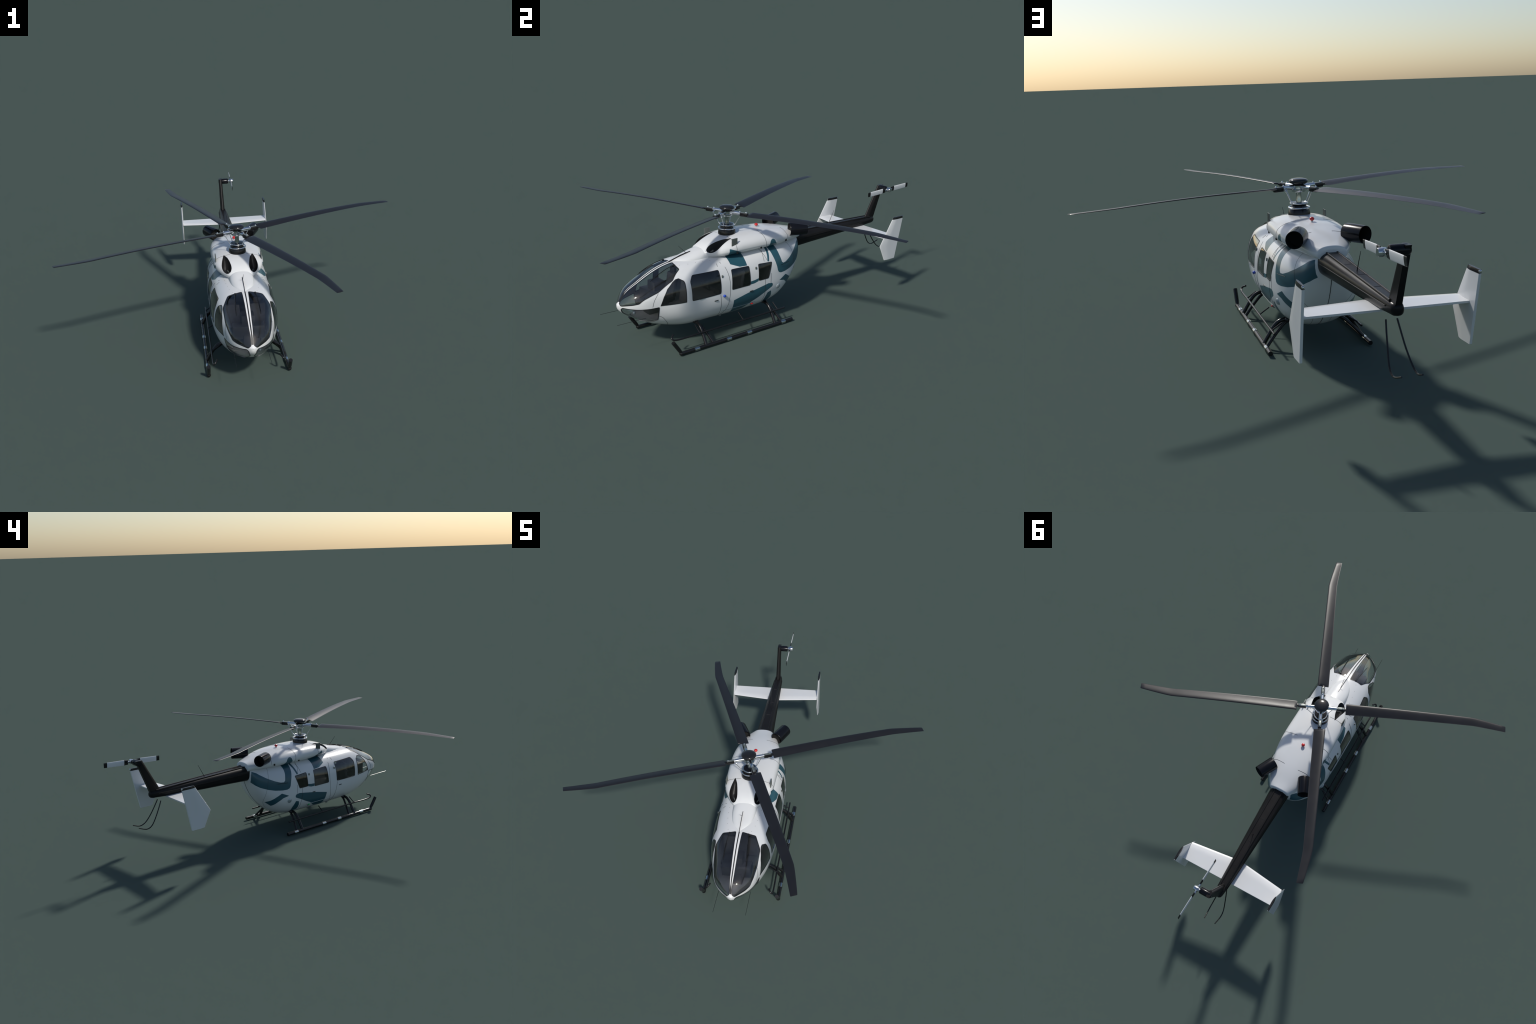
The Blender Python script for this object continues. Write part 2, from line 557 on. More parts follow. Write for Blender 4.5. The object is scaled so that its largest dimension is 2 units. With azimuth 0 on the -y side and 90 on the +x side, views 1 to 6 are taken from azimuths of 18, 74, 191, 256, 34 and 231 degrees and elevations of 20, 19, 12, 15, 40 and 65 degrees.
WINDOWS = [
    ("windshield", FRONT, [(0.0155, -0.357, 0.4245), (0.089, -0.362, 0.4085), (0.1195, -0.419, 0.367), (0.115, -0.502, 0.323), (0.104, -0.555, 0.298),
                            (0.090, -0.598, 0.2760), (0.070, -0.622, 0.2685), (0.048, -0.641, 0.2635), (0.026, -0.659, 0.2595), (0.0190, -0.664, 0.2605), (0.0060, -0.665, 0.2715), (0.0045, -0.652, 0.284), (0.0048, -0.632, 0.307), (0.0078, -0.595, 0.330),
                            (0.0095, -0.545, 0.358), (0.0115, -0.455, 0.399), (0.0135, -0.395, 0.416)], 0.008),
    ("chin_window", LOWSIDE, [(0.0165, -0.663, 0.2430), (0.0270, -0.6575, 0.2535), (0.048, -0.639, 0.2505), (0.070, -0.618, 0.2480), (0.098, -0.578, 0.2475), (0.1250, -0.504, 0.2505),
                              (0.100, -0.499, 0.174), (0.072, -0.520, 0.160), (0.040, -0.548, 0.158), (0.014, -0.580, 0.172), (0.009, -0.625, 0.199), (0.0115, -0.650, 0.220)], 0.006),
    ("side_window", SIDE, yz([(-0.501, 0.2545), (-0.483, 0.298), (-0.460, 0.335), (-0.428, 0.363), (-0.408, 0.374), (-0.391, 0.3765), (-0.3685, 0.3625), (-0.3655, 0.352), (-0.3665, 0.2535)]), 0.0028),
    ("door_window", SIDE, yz([(-0.318, 0.3805), (-0.160, 0.378), (-0.1605, 0.300), (-0.1625, 0.256), (-0.336, 0.2535), (-0.338, 0.354)]), 0.009),
    ("door_window", SIDE, yz([(-0.085, 0.366), (0.031, 0.3635), (0.032, 0.2595), (-0.092, 0.2595)]), 0.009),
    ("door_window", SIDE, yz([(0.091, 0.3615), (0.188, 0.3560), (0.157, 0.2705), (0.086, 0.2705)]), 0.009),
]
TEAL_PATCHES = [
    # band over the roof edge in front
    yz([(-0.076, 0.4340), (-0.076, 0.422), (-0.077, 0.388), (-0.025, 0.3680), (0.021, 0.3660), (0.0195, 0.397), (0.0215, 0.422), (0.0215, 0.4340)]),
    # narrow strap above the rear window
    yz([(0.176, 0.432), (0.174, 0.420), (0.1665, 0.394), (0.157, 0.362), (0.1685, 0.360), (0.180, 0.393), (0.189, 0.418), (0.190, 0.432)]),
    # the broad swoosh around the tail
    yz([(0.191, 0.432), (0.195, 0.418), (0.203, 0.382), (0.214, 0.347), (0.222, 0.320), (0.226, 0.300), (0.234, 0.287), (0.250, 0.281), (0.282, 0.281), (0.333, 0.287), (0.373, 0.297), (0.417, 0.314), (0.440, 0.330),
        (0.455, 0.3465), (0.4558, 0.373), (0.4543, 0.397), (0.4500, 0.4145), (0.428, 0.405), (0.410, 0.391), (0.375, 0.368), (0.328, 0.345), (0.293, 0.3325), (0.272, 0.331), (0.2625, 0.339), (0.258, 0.357), (0.252, 0.378), (0.249, 0.399), (0.248, 0.418), (0.248, 0.432)]),
    # patch under the swoosh
    yz([(0.2385, 0.2395), (0.290, 0.2625), (0.325, 0.241), (0.351, 0.221), (0.370, 0.208), (0.332, 0.1775), (0.308, 0.207), (0.279, 0.230)]),
    # flick at the rear skid
    yz([(0.182, 0.192), (0.158, 0.186), (0.150, 0.160), (0.149, 0.126), (0.170, 0.115), (0.190, 0.113), (0.195, 0.140), (0.196, 0.152)]),
    # long lower band
    yz([(-0.077, 0.1975), (0.013, 0.218), (0.157, 0.2415), (0.184, 0.237), (0.190, 0.228), (0.187, 0.217), (0.145, 0.198), (0.098, 0.174), (0.055, 0.155), (0.030, 0.136), (0.004, 0.118), (-0.070, 0.1115), (-0.074, 0.150)]),
    # link between the rear windows
    yz([(0.033, 0.2795), (0.060, 0.281), (0.0865, 0.286), (0.0865, 0.2700), (0.060, 0.263), (0.033, 0.2620)]),
]
cuts = []
for kind, pr, outline, r in WINDOWS:
    P = round_corners([pr.flat(p) for p in outline], r)
    if kind == "windshield":
        P = [(a, b) for a, b in P]
    imprint(bm, pr, P)
    Q = inset(P, 0.0032)
    imprint(bm, pr, Q)
    cuts.append((kind, pr, P, Q))
for outline in TEAL_PATCHES:
    P = round_corners([SIDE.flat(p) for p in outline], 0.0025, 2)
    imprint(bm, SIDE, P, facing=0.0)
    cuts.append(("teal", SIDE, P, None))

bm.normal_update()
groups = {}
for f in bm.faces:
    c = f.calc_center_median()
    key = "shell"
    for i, (kind, pr, P, Q) in enumerate(cuts):
        if f.normal.dot(pr.d) <= 0.0:
            continue
        a, b = pr.flat(c)
        if inside((a, b), P):
            if kind == "teal":
                key = ("teal", i)
            else:
                key = ("pane", i) if inside((a, b), Q) else ("seal", i)
                break
    groups.setdefault(key, []).append(f)

opaque = [f for k, fs in groups.items() if k == "shell" or k[0] in ("teal", "seal") for f in fs]
fus = new_object("fuselage", skin_mesh("fuselage", *mirror_set(*take(groups["shell"], lay))), WHITE, root)
lv, lf, ln = mirror_set(*take(opaque, lay))
liner = mesh_from([v - n * 0.0035 for v, n in zip(lv, ln)], [list(reversed(f)) for f in lf], "cabin_liner")
new_object("cabin_liner", liner, LINER, fus)
for key, fs in groups.items():
    if key == "shell":
        continue
    kind = cuts[key[1]][0]
    T = take(fs, lay)
    for S in (T, mirror_only(*T)):
        if key[0] == "teal":
            new_object("paint_band", skin_mesh("paint_band", *S), TEAL, fus)
        elif key[0] == "seal":
            new_object("window_seal", plate_mesh("window_seal", *S, 0.0010, 0.0036), RUBBER, fus)
        else:
            new_object(kind, plate_mesh(kind, *S, 0.0004, 0.0016), GLASS if kind in ("windshield", "chin_window") else SMOKE, fus)
bm.free()

def on_cabin(p, lift=0.0):
    """Drop a measured point on to the cabin skin; lift it along the normal."""
    q, n, _, _ = CABIN_TREE.find_nearest(Vector(p))
    if n.dot(q - Vector((0, q.y, 0.26))) < 0:
        n = -n
    return q + n * lift

# ---------------------------------------------------------------- engine cowling, hump, intakes
GC = half_body(COWL_STATIONS, "front", 130, 96)
bc, layc = grid_to_bm(GC)
cv, cf, _ = mirror_set(*take(bc.faces, layc))
COWL_TREE = BVHTree.FromPolygons([v[:] for v in cv], cf)
UPFRONT = Projection((0.25, -0.62, 0.74))
intake_outline = [(0.078, -0.023, 0.507), (0.085, -0.055, 0.502), (0.0925, -0.088, 0.491), (0.0965, -0.115, 0.475), (0.0945, -0.133, 0.463), (0.0865, -0.149, 0.453),
                  (0.074, -0.166, 0.450), (0.063, -0.1745, 0.4545), (0.0525, -0.173, 0.464), (0.0465, -0.157, 0.477), (0.047, -0.140, 0.486), (0.0515, -0.108, 0.496), (0.060, -0.068, 0.504)]
ccuts = []
P = round_corners([UPFRONT.flat(p) for p in intake_outline], 0.010, 3)
imprint(bc, UPFRONT, P)
ccuts.append(("intake", UPFRONT, P))
for outline in (
        yz([(-0.0755, 0.4695), (-0.0755, 0.447), (-0.074, 0.420), (0.019, 0.420), (0.0185, 0.430), (-0.020, 0.449)]),
        yz([(0.178, 0.420), (0.181, 0.436), (0.187, 0.452), (0.191, 0.466), (0.201, 0.475), (0.213, 0.475), (0.225, 0.467), (0.231, 0.452), (0.245, 0.436), (0.252, 0.420)])):
    P = round_corners([SIDE.flat(p) for p in outline], 0.006, 2)
    imprint(bc, SIDE, P, facing=0.0)
    ccuts.append(("teal", SIDE, P))
bc.normal_update()
cg = {}
for f in bc.faces:
    key = "shell"
    for i, (kind, pr, P) in enumerate(ccuts):
        if f.normal.dot(pr.d) > 0.0 and inside(pr.flat(f.calc_center_median()), P):
            key = (kind, i)
            break
    cg.setdefault(key, []).append(f)
cowl = new_object("engine_cowling", skin_mesh("engine_cowling", *mirror_set(*take(cg["shell"], layc))), WHITE, root)
# blunt rear face of the cowling
ring = [Vector(p) for p in GC[-1]] + [Vector((-p[0], p[1], p[2])) for p in GC[-1][-2:0:-1]]
b = Build()
rear = [[(p.x, p.y, p.z) for p in ring]]
for s, dy in ((0.97, 0.003), (0.90, 0.0045), (0.5, 0.005)):
    rear.append([(p.x * s, p.y + dy, 0.433 + (p.z - 0.433) * s) for p in ring])
b.loft(rear, cap=False)
b.add(rear[-1], [tuple(range(len(ring)))])
new_object("cowling_end", b.mesh("cowling_end", 60), WHITE, cowl)
for key, fs in cg.items():
    if key == "shell":
        continue
    V, Fc, N = take(fs, layc)
    for S, sx in (((V, Fc, N), 1), (mirror_only(V, Fc, N), -1)):
        if key[0] == "teal":
            new_object("paint_band", skin_mesh("paint_band", *S), TEAL, cowl)
        else:
            # scooped duct: the opening sinks behind its rim towards the engine
            Vs, Fs, Ns = S
            edge = {}
            for f in Fs:
                for i in range(len(f)):
                    edge.setdefault(frozenset((f[i], f[(i + 1) % len(f)])), []).append((f[i], f[(i + 1) % len(f)]))
            rim = [e[0] for e in edge.values() if len(e) == 1]
            rimv = {i for e in rim for i in e}
            pts = [Vs[i] for i in rimv]
            sunk = []
            for i, v in enumerate(Vs):
                d = min((v - p).length for p in pts)
                k = 1 - math.exp(-d / 0.008)
                front = max(0.0, min(1.0, (-0.03 - v.y) / 0.10))
                sunk.append(v + Vector((0, 0.030, -0.030)) * k * (0.25 + front) - Ns[i] * 0.0)
            me = sharp_by_angle(mesh_from(sunk, Fs, "air_intake"), 60)
            new_object("air_intake", me, INTAKE, cowl)
            # vane inside
            bb = Build()
            bb.add([(sx * 0.060, -0.153, 0.4490), (sx * 0.071, -0.139, 0.4545), (sx * 0.0695, -0.141, 0.4630), (sx * 0.0610, -0.152, 0.4530),
                    (sx * 0.058, -0.150, 0.4490), (sx * 0.069, -0.136, 0.4545), (sx * 0.0675, -0.138, 0.4630), (sx * 0.0590, -0.149, 0.4530)],
                   [(0, 1, 2, 3), (7, 6, 5, 4), (0, 4, 5, 1), (1, 5, 6, 2), (2, 6, 7, 3), (3, 7, 4, 0)])
            new_object("intake_vane", bb.mesh("intake_vane"), GREY, cowl)
bc.free()

GH = half_body(HUMP_STATIONS, "front", 60, 64)
bh, layh = grid_to_bm(GH)
hv, hf, hn = mirror_set(*take(bh.faces, layh))
HUMP_TREE = BVHTree.FromPolygons([v[:] for v in hv], hf)
new_object("roof_fairing", skin_mesh("roof_fairing", hv, hf, hn), WHITE, fus)
bh.free()

def on_tree(tree, p, lift=0.0, centre=(0.44)):
    q, n, _, _ = tree.find_nearest(Vector(p))
    if n.dot(q - Vector((0, q.y, centre))) < 0:
        n = -n
    return q + n * lift

# ---------------------------------------------------------------- panel seams
def seam(points, tree, both=True, r=0.00105, lift=-0.0002, centre=0.26):
    P = smooth_curve(points, 8)
    P = [on_tree(tree, p, lift, centre) for p in P]
    for path in ([P, mirrored(P)] if both else [P]):
        b = Build().tube(path, r, seg=6)
        new_object("panel_seam", b.mesh("panel_seam", 80), SEAM, fus)

seam([(0.116, -0.505, 0.320), (0.118, -0.529, 0.287), (0.115, -0.538, 0.255)], CABIN_TREE)
seam([(0.113, -0.505, 0.200), (0.115, -0.478, 0.182), (0.094, -0.442, 0.139), (0.06, -0.425, 0.115)], CABIN_TREE)
seam([(0.119, -0.153, 0.408), (0.134, -0.157, 0.394)], CABIN_TREE)
seam([(0.115, -0.131, 0.411), (0.124, -0.128, 0.404)], CABIN_TREE)
seam([(0.172, -0.166, 0.251), (0.168, -0.160, 0.200), (0.137, -0.151, 0.133), (0.110, -0.146, 0.110)], CABIN_TREE)
seam([(0.141, -0.115, 0.386), (0.162, -0.106, 0.342), (0.171, -0.102, 0.281), (0.170, -0.107, 0.215), (0.158, -0.115, 0.166), (0.120, -0.135, 0.118)], CABIN_TREE)
seam([(0.110, 0.146, 0.416), (0.138, 0.138, 0.392), (0.154, 0.135, 0.367)], CABIN_TREE)
seam([(0.100, 0.136, 0.422), (0.132, 0.146, 0.395), (0.153, 0.157, 0.368)], CABIN_TREE)
seam([(0.170, 0.134, 0.270), (0.170, 0.134, 0.240), (0.159, 0.138, 0.178), (0.130, 0.138, 0.130)], CABIN_TREE)
seam([(0.168, 0.174, 0.296), (0.168, 0.174, 0.240)], CABIN_TREE)
seam([(0.077, 0.345, 0.420), (0.105, 0.358, 0.395), (0.119, 0.367, 0.366), (0.122, 0.378, 0.310), (0.105, 0.381, 0.260), (0.065, 0.369, 0.208), (0.040, 0.331, 0.161), (0.033, 0.237, 0.100), (0.030, 0.190, 0.085)], CABIN_TREE, r=0.0007)
seam([(0, 0.461, 0.349), (0, 0.448, 0.312), (0, 0.425, 0.267), (0, 0.395, 0.222), (0, 0.347, 0.173), (0, 0.283, 0.126), (0, 0.220, 0.095)], CABIN_TREE, both=False, r=0.0014)
seam([(0.044, -0.034, 0.511), (0.089, -0.036, 0.502), (0.124, -0.035, 0.485), (0.133, -0.034, 0.471), (0.135, -0.034, 0.450), (0.128, -0.034, 0.440)], COWL_TREE, centre=0.44)
seam([(0.058, 0.157, 0.513), (0.108, 0.158, 0.500), (0.136, 0.158, 0.477), (0.138, 0.161, 0.455), (0.128, 0.168, 0.437)], COWL_TREE, centre=0.44)
seam([(0.041, 0.336, 0.495), (0.085, 0.331, 0.485), (0.108, 0.332, 0.468), (0.113, 0.335, 0.448)], COWL_TREE, centre=0.44)

# sliding-door rail low on the side, static wire on the tail side
for sx in (1, -1):
    rail = [on_cabin((sx * 0.147, y, 0.147), 0.0008) for y in np.linspace(-0.144, 0.083, 12)]
    new_object("door_rail", Build().tube(rail, 0.0014, seg=6).mesh("door_rail", 80), STEEL, fus)
    wire = [on_cabin((sx * 0.145, 0.318, 0.327), 0.004), on_cabin((sx * 0.155, 0.280, 0.326), 0.006), on_cabin((sx * 0.159, 0.247, 0.324), 0.004)]
    new_object("side_antenna", Build().tube(wire, 0.0011, seg=6).mesh("side_antenna", 80), BLACK, fus)

# ---------------------------------------------------------------- nose cap, centre post, wipers, wire cutter, probes
b = Build()
post = [on_cabin((0.0, y, z), 0.0) for y, z in ((-0.660, 0.275), (-0.640, 0.298), (-0.60, 0.328), (-0.556, 0.350), (-0.50, 0.380), (-0.45, 0.402), (-0.40, 0.417), (-0.36, 0.424))]
post = [on_cabin(p) for p in smooth_curve(post, 6)]
rings = []
for i, p in enumerate(post):
    a, c = post[max(i - 1, 0)], post[min(i + 1, len(post) - 1)]
    t = (c - a).normalized(); up = Vector((1, 0, 0)).cross(t)
    if up.z < 0:
        up = -up
    w = 0.0027 + 0.0018 * max(0.0, min(1.0, (-0.625 - p.y) / 0.02))
    rings.append([p + Vector((-w, 0, 0)) - up * 0.002, p + Vector((-w, 0, 0)) + up * 0.0016, p + Vector((w, 0, 0)) + up * 0.0016, p + Vector((w, 0, 0)) - up * 0.002])
b.loft(rings)
new_object("centre_post", b.mesh("centre_post", 40), RUBBER, fus)

cut = [(y, z) for y, z in ((-0.372, 0.4225), (-0.345, 0.4265), (-0.30, 0.4400), (-0.262, 0.4490), (-0.236, 0.4535), (-0.236, 0.4575), (-0.262, 0.4545), (-0.30, 0.4475), (-0.345, 0.4345), (-0.372, 0.4262))]
new_object("wire_cutter", Build().prism(cut, -0.0010, 0.0010).mesh("wire_cutter", 30), BLACK, fus)
new_object("whip_antenna", Build().tube([(0, -0.258, 0.447), (0, -0.284, 0.473), (0, -0.310, 0.499)], [0.0016, 0.0012, 0.0008], seg=8).mesh("whip_antenna"), BLACK, fus)
for sx in (1, -1):
    b = Build()
    arm = [on_cabin((sx * (0.051 + 0.009 * t), -0.371 - 0.134 * t, 0.417 - 0.045 * t), 0.0035 + 0.001 * math.sin(3.1 * t)) for t in np.linspace(0, 1, 12)]
    b.tube(arm, 0.0017, seg=6)
    blade = [on_cabin((sx * (0.0555 + 0.004 * t), -0.43 - 0.085 * t, 0.41 - 0.045 * t), 0.0015) for t in np.linspace(0, 1, 8)]
    b.tube(blade, 0.0012, seg=6)
    b.ball(on_cabin((sx * 0.050, -0.370, 0.417), 0.003), 0.005, seg=12, scale=(1.0, 1.6, 0.7))
    new_object("wiper", b.mesh("wiper"), BLACK, fus)
    probe = [(sx * 0.084, -0.560, 0.192), (sx * 0.085, -0.722, 0.195)]
    new_object("probe", Build().tube(probe, [0.0011, 0.0009], seg=8).mesh("probe"), BLACK, fus)

# ---------------------------------------------------------------- small fittings on the cabin sides
for sx in (1, -1):
    for y in (-0.193, 0.038):
        b = Build()
        p = on_cabin((sx * 0.171, y, 0.2245), 0.0)
        b.box((p.x, y, 0.2245), (0.003, 0.024, 0.006), 0, bev=0.0012)
        b.box((p.x + sx * 0.0030, y - 0.001, 0.2260), (0.0028, 0.018, 0.0025), 1, bev=0.0008)
        new_object("door_handle", b.mesh("door_handle"), [GREY, RUBBER], fus)
    for y in (-0.148, 0.072):
        p = on_cabin((sx * 0.160, y, 0.3435), 0.002)
        b = Build().box(p, (0.006, 0.008, 0.014), 0, bev=0.002)
        new_object("hinge_cover", b.mesh("hinge_cover"), GREY, fus)
    p = on_cabin((sx * 0.159, 0.233, 0.205), 0.0)
    n = (on_cabin((sx * 0.159, 0.233, 0.205), 0.01) - p).normalized()
    b = Build().lathe([(0.0145, -0.002), (0.0142, 0.002), (0.011, 0.0045), (0.004, 0.006), (0, 0.0062)], p, n, seg=24)
    new_object("side_lamp", b.mesh("side_lamp"), LENS, fus)
    p = on_cabin((sx * 0.145, 0.061, 0.140), 0.003)
    b = Build().ball(p, 0.0058, 0, seg=14, scale=(0.9, 1.5, 0.8))
    new_object("position_light", b.mesh("position_light"), RED if sx > 0 else GREEN, fus)
    b = Build().box(on_cabin((sx * 0.140, 0.061, 0.132), 0.001), (0.005, 0.012, 0.006), 0, bev=0.001)
    new_object("light_bracket", b.mesh("light_bracket"), GREY, fus)
    for y in np.linspace(-0.344, -0.132, 6):
        x = 0.064 + 0.030 * ((y + 0.344) / 0.212) ** 0.6
        p = on_cabin((sx * x, y, 0.421), 0.0)
        n = (on_cabin((sx * x, y, 0.421), 0.01) - p).normalized()
        new_object("rivet", Build().lathe([(0.0014, -0.0005), (0.0013, 0.0005), (0, 0.0008)], p, n, seg=8).mesh("rivet"), SEAM, fus)
    p = on_cabin((sx * 0.168, -0.278, 0.2545), 0.0016)
    new_object("vent_slot", Build().box(p, (0.003, 0.034, 0.0022), bev=0.0006).mesh("vent_slot"), CHROME, fus)
    p = on_cabin((sx * 0.107, -0.127, 0.109), 0.002)
    new_object("jack_pad", Build().box(p, (0.010, 0.012, 0.006), bev=0.002).mesh("jack_pad"), GREY, fus)
p = on_cabin((0.173, -0.145, 0.241), 0.004)
b = Build().ball(p + Vector((0.002, 0, 0)), 0.0078, 0, seg=16, scale=(0.9, 1.15, 0.95)).tube([p - Vector((0.004, 0, 0)), p + Vector((0.001, 0, 0))], 0.004, 1)
new_object("fuel_cap", b.mesh("fuel_cap"), [BLUE, GREY], fus)
b = Build().ball((0.040, -0.600, 0.216), 0.0085, 0, seg=16)
new_object("landing_lamp", b.mesh("landing_lamp"), LENS, fus)

# cowling fittings: latches, grille plates, beacon
for sx in (1, -1):
    for y, z in ((-0.026, 0.440), (0.130, 0.444), (0.319, 0.442)):
        p = on_tree(COWL_TREE, (sx * 0.13, y, z), 0.001, 0.45)
        new_object("cowling_latch", Build().box(p, (0.005, 0.010, 0.012), bev=0.0012).mesh("cowling_latch"), RUBBER, cowl)
    b = Build()
    b.box((sx * 0.1235, -0.042, 0.4995), (0.0024, 0.037, 0.040), 0, bev=0.0006)
    for k in range(7):
        b.box((sx * 0.1235, -0.058 + k * 0.0053, 0.4995), (0.0046, 0.0018, 0.037), 0)
    b.tube([(sx * 0.118, -0.042, 0.478), (sx * 0.1235, -0.042, 0.488)], 0.003, 0)
    new_object("antenna_plate", b.mesh("antenna_plate"), GREY, cowl)
b = Build().ball((0, 0.201, 0.5245), 0.0100, 0, seg=24, scale=(1, 1, 0.82)).lathe([(0.0035, 0.508), (0.0035, 0.520)], (0, 0.201, 0), mi=1, seg=16)
new_object("beacon", b.mesh("beacon"), [RED, STEEL], cowl)

# ---------------------------------------------------------------- exhaust pipes
for sx in (1, -1):
    ax = Vector((sx * 0.052, 0.108, 0.002)).normalized()
    end = Vector((sx * 0.137, 0.449, 0.494))
    L = 0.098
    start = end - ax * L
    # open pipe: outer wall, rounded rims, sooty inner wall
    prof = [(0.0340, -0.0005), (0.0352, 0.001), (0.0357, 0.004), (0.0356, 0.04), (0.0345, L - 0.004), (0.0340, L), (0.0328, L + 0.0004), (0.0322, L - 0.002), (0.0325, L - 0.04), (0.0330, 0.003), (0.0340, -0.0005)]
    b = Build()
    b.lathe(prof, start, ax, mi=0, seg=48)
    b.f, b.m = b.f[:-2], b.m[:-2]
    for i in range(len(b.f)):
        if i // 48 >= 7:
            b.m[i] = 1
    new_object("exhaust_pipe", b.mesh("exhaust_pipe", 40), [EXHAUST, SOOT], cowl)
    new_object("pipe_black_disc", Build().tube([start + ax * 0.030, start + ax * 0.034], 0.0324, seg=40).mesh("pipe_black_disc"), SOOT, cowl)  # black disc across the pipe, so that its inside looks dark

# ---------------------------------------------------------------- tail boom
def boom_ring(y, w, zb, zt, n=48, npow=2.5, flat=0.0):
    zm = zb + (zt - zb) * 0.52
    out = []
    for k in range(n):
        a = 2 * math.pi * k / n
        c, s = math.cos(a), math.sin(a)
        h = (zt - zm) if s > 0 else (zm - zb)
        out.append((w * math.copysign(abs(c) ** (2 / npow), c), y, zm + h * math.copysign(abs(s) ** (2 / npow), s)))
    return out
BOOM_ST = [(0.425, 0.0535, 0.3480, 0.4420), (0.455, 0.0525, 0.3495, 0.4425), (0.48, 0.0510, 0.3505, 0.4420), (0.60, 0.0460, 0.3560, 0.4390), (0.76, 0.0395, 0.3615, 0.4350), (0.90, 0.0335, 0.3680, 0.4310), (1.03, 0.0275, 0.3760, 0.4270),
           (1.09, 0.0240, 0.3805, 0.4255), (1.115, 0.0215, 0.3815, 0.4240), (1.128, 0.0175, 0.3850, 0.4210), (1.134, 0.010, 0.393, 0.414)]
b = Build().loft([boom_ring(*s) for s in BOOM_ST])
boom = new_object("tail_boom", b.mesh("tail_boom", 50), BOOM, root)
for sx in (1, -1):
    ridge = [(sx * (0.0205 - 0.006 * t), 0.462 + 0.635 * t, 0.4412 - 0.0160 * t) for t in np.linspace(0, 1, 24)]
    new_object("boom_conduit", Build().tube(ridge, 0.0046, seg=12).mesh("boom_conduit", 50), BOOM, boom)
    strake = [(sx * (0.0515 - 0.026 * t), 0.475 + 0.61 * t, 0.4035 + 0.0035 * t) for t in np.linspace(0, 1, 20)]
    new_object("boom_strake", Build().tube(strake, 0.0022, seg=8).mesh("boom_strake", 50), BOOM, boom)
cover = [[(0.0165 - 0.005 * t, 0.47 + 0.60 * t, 0.4395 - 0.0155 * t), (0.0165 - 0.005 * t, 0.47 + 0.60 * t, 0.4425 - 0.0155 * t), (-0.0165 + 0.005 * t, 0.47 + 0.60 * t, 0.4425 - 0.0155 * t), (-0.0165 + 0.005 * t, 0.47 + 0.60 * t, 0.4395 - 0.0155 * t)] for t in np.linspace(0, 1, 12)]
new_object("drive_shaft_cover", Build().loft(cover).mesh("drive_shaft_cover"), BOOM, boom)
for y in (0.50, 0.66, 0.80, 0.95):
    t = (y - 0.47) / 0.6
    z = 0.4427 - 0.0155 * t
    x = 0.0155 - 0.005 * t
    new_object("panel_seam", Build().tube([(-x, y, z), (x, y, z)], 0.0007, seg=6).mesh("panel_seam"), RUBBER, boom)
new_object("whip_antenna", Build().tube([(0, 0.755, 0.434), (0, 0.776, 0.474), (0, 0.796, 0.511)], [0.0018, 0.0014, 0.0009], seg=8).mesh("whip_antenna"), BLACK, boom)
for sx in (1, -1):
    path = [(sx * 0.018, 1.072, 0.360), (sx * 0.0225, 1.089, 0.326), (sx * 0.028, 1.113, 0.283), (sx * 0.034, 1.138, 0.247), (sx * 0.037, 1.158, 0.229), (sx * 0.0375, 1.178, 0.222), (sx * 0.036, 1.198, 0.224), (sx * 0.032, 1.232, 0.2375)]
    new_object("tail_guard_wire", Build().tube(path, 0.0031, seg=8, smooth_path=5).mesh("tail_guard_wire", 60), BLACK, boom)

# ---------------------------------------------------------------- vertical pylon and tail rotor
def foil(chord_y0, chord_y1, half, z, n=14, blunt=0.75):
    """Section with a round leading edge and a blunt trailing edge, in a plane of constant z."""
    up = []
    for k in range(n + 1):
        t = k / n
        yy = chord_y0 + (chord_y1 - chord_y0) * (1 - math.cos(math.pi * t / 2))
        s = (yy - chord_y0) / (chord_y1 - chord_y0)
        w = half * min(1.0, math.sqrt(max(0, s / 0.35)) if s < 0.35 else 1.0)
        w *= 1.0 if s < 0.35 else 1.0 - (1 - blunt) * (s - 0.35) / 0.65
        up.append((w, yy, z))
    return up + [(-x, y, zz) for x, y, zz in reversed(up[1:])]
rings = []
for t in np.linspace(0, 1, 10):
    z = 0.385 + (0.611 - 0.385) * t
    y0 = 1.041 + (1.166 - 1.041) * t
    y1 = 1.117 + (1.207 - 1.117) * t
    rings.append(foil(y0, y1, 0.0150 - 0.0035 * t, z))
b = Build().loft(rings)
fin = new_object("tail_pylon", b.mesh("tail_pylon", 40), BOOM, root)
gb = Build().lathe([(0.012, -0.012), (0.0165, -0.006), (0.0180, 0.0), (0.0180, 0.047), (0.0165, 0.051), (0.0120, 0.053)], (0.0, 1.186, 0.5945), (1, 0, 0), seg=28)
new_object("tail_gearbox", gb.mesh("tail_gearbox", 40), EXHAUST, fin)
hubx = 0.068
b = Build().lathe([(0.0070, 0.046), (0.0075, 0.060), (0.0125, 0.061), (0.0135, 0.064), (0.0132, 0.084), (0.0118, 0.0865), (0.003, 0.087)], (0.0, 1.189, 0.5935), (1, 0, 0), seg=24)
tr_dir = Vector((0.004, 0.348, 0.019)).normalized()
for s in (1, -1):
    c = Vector((hubx, 1.189, 0.5935))
    b.tube([c, c + tr_dir * s * 0.030], 0.0055, seg=12)
    side_v = Vector((1, 0, 0)).cross(tr_dir)
    b.tube([c + tr_dir * s * 0.014 - side_v * 0.012, c + tr_dir * s * 0.014 + side_v * 0.012], 0.003, seg=8)
trh = new_object("tail_rotor_hub", b.mesh("tail_rotor_hub", 40), CHROME, fin)
WHITE_BLADE = WHITE
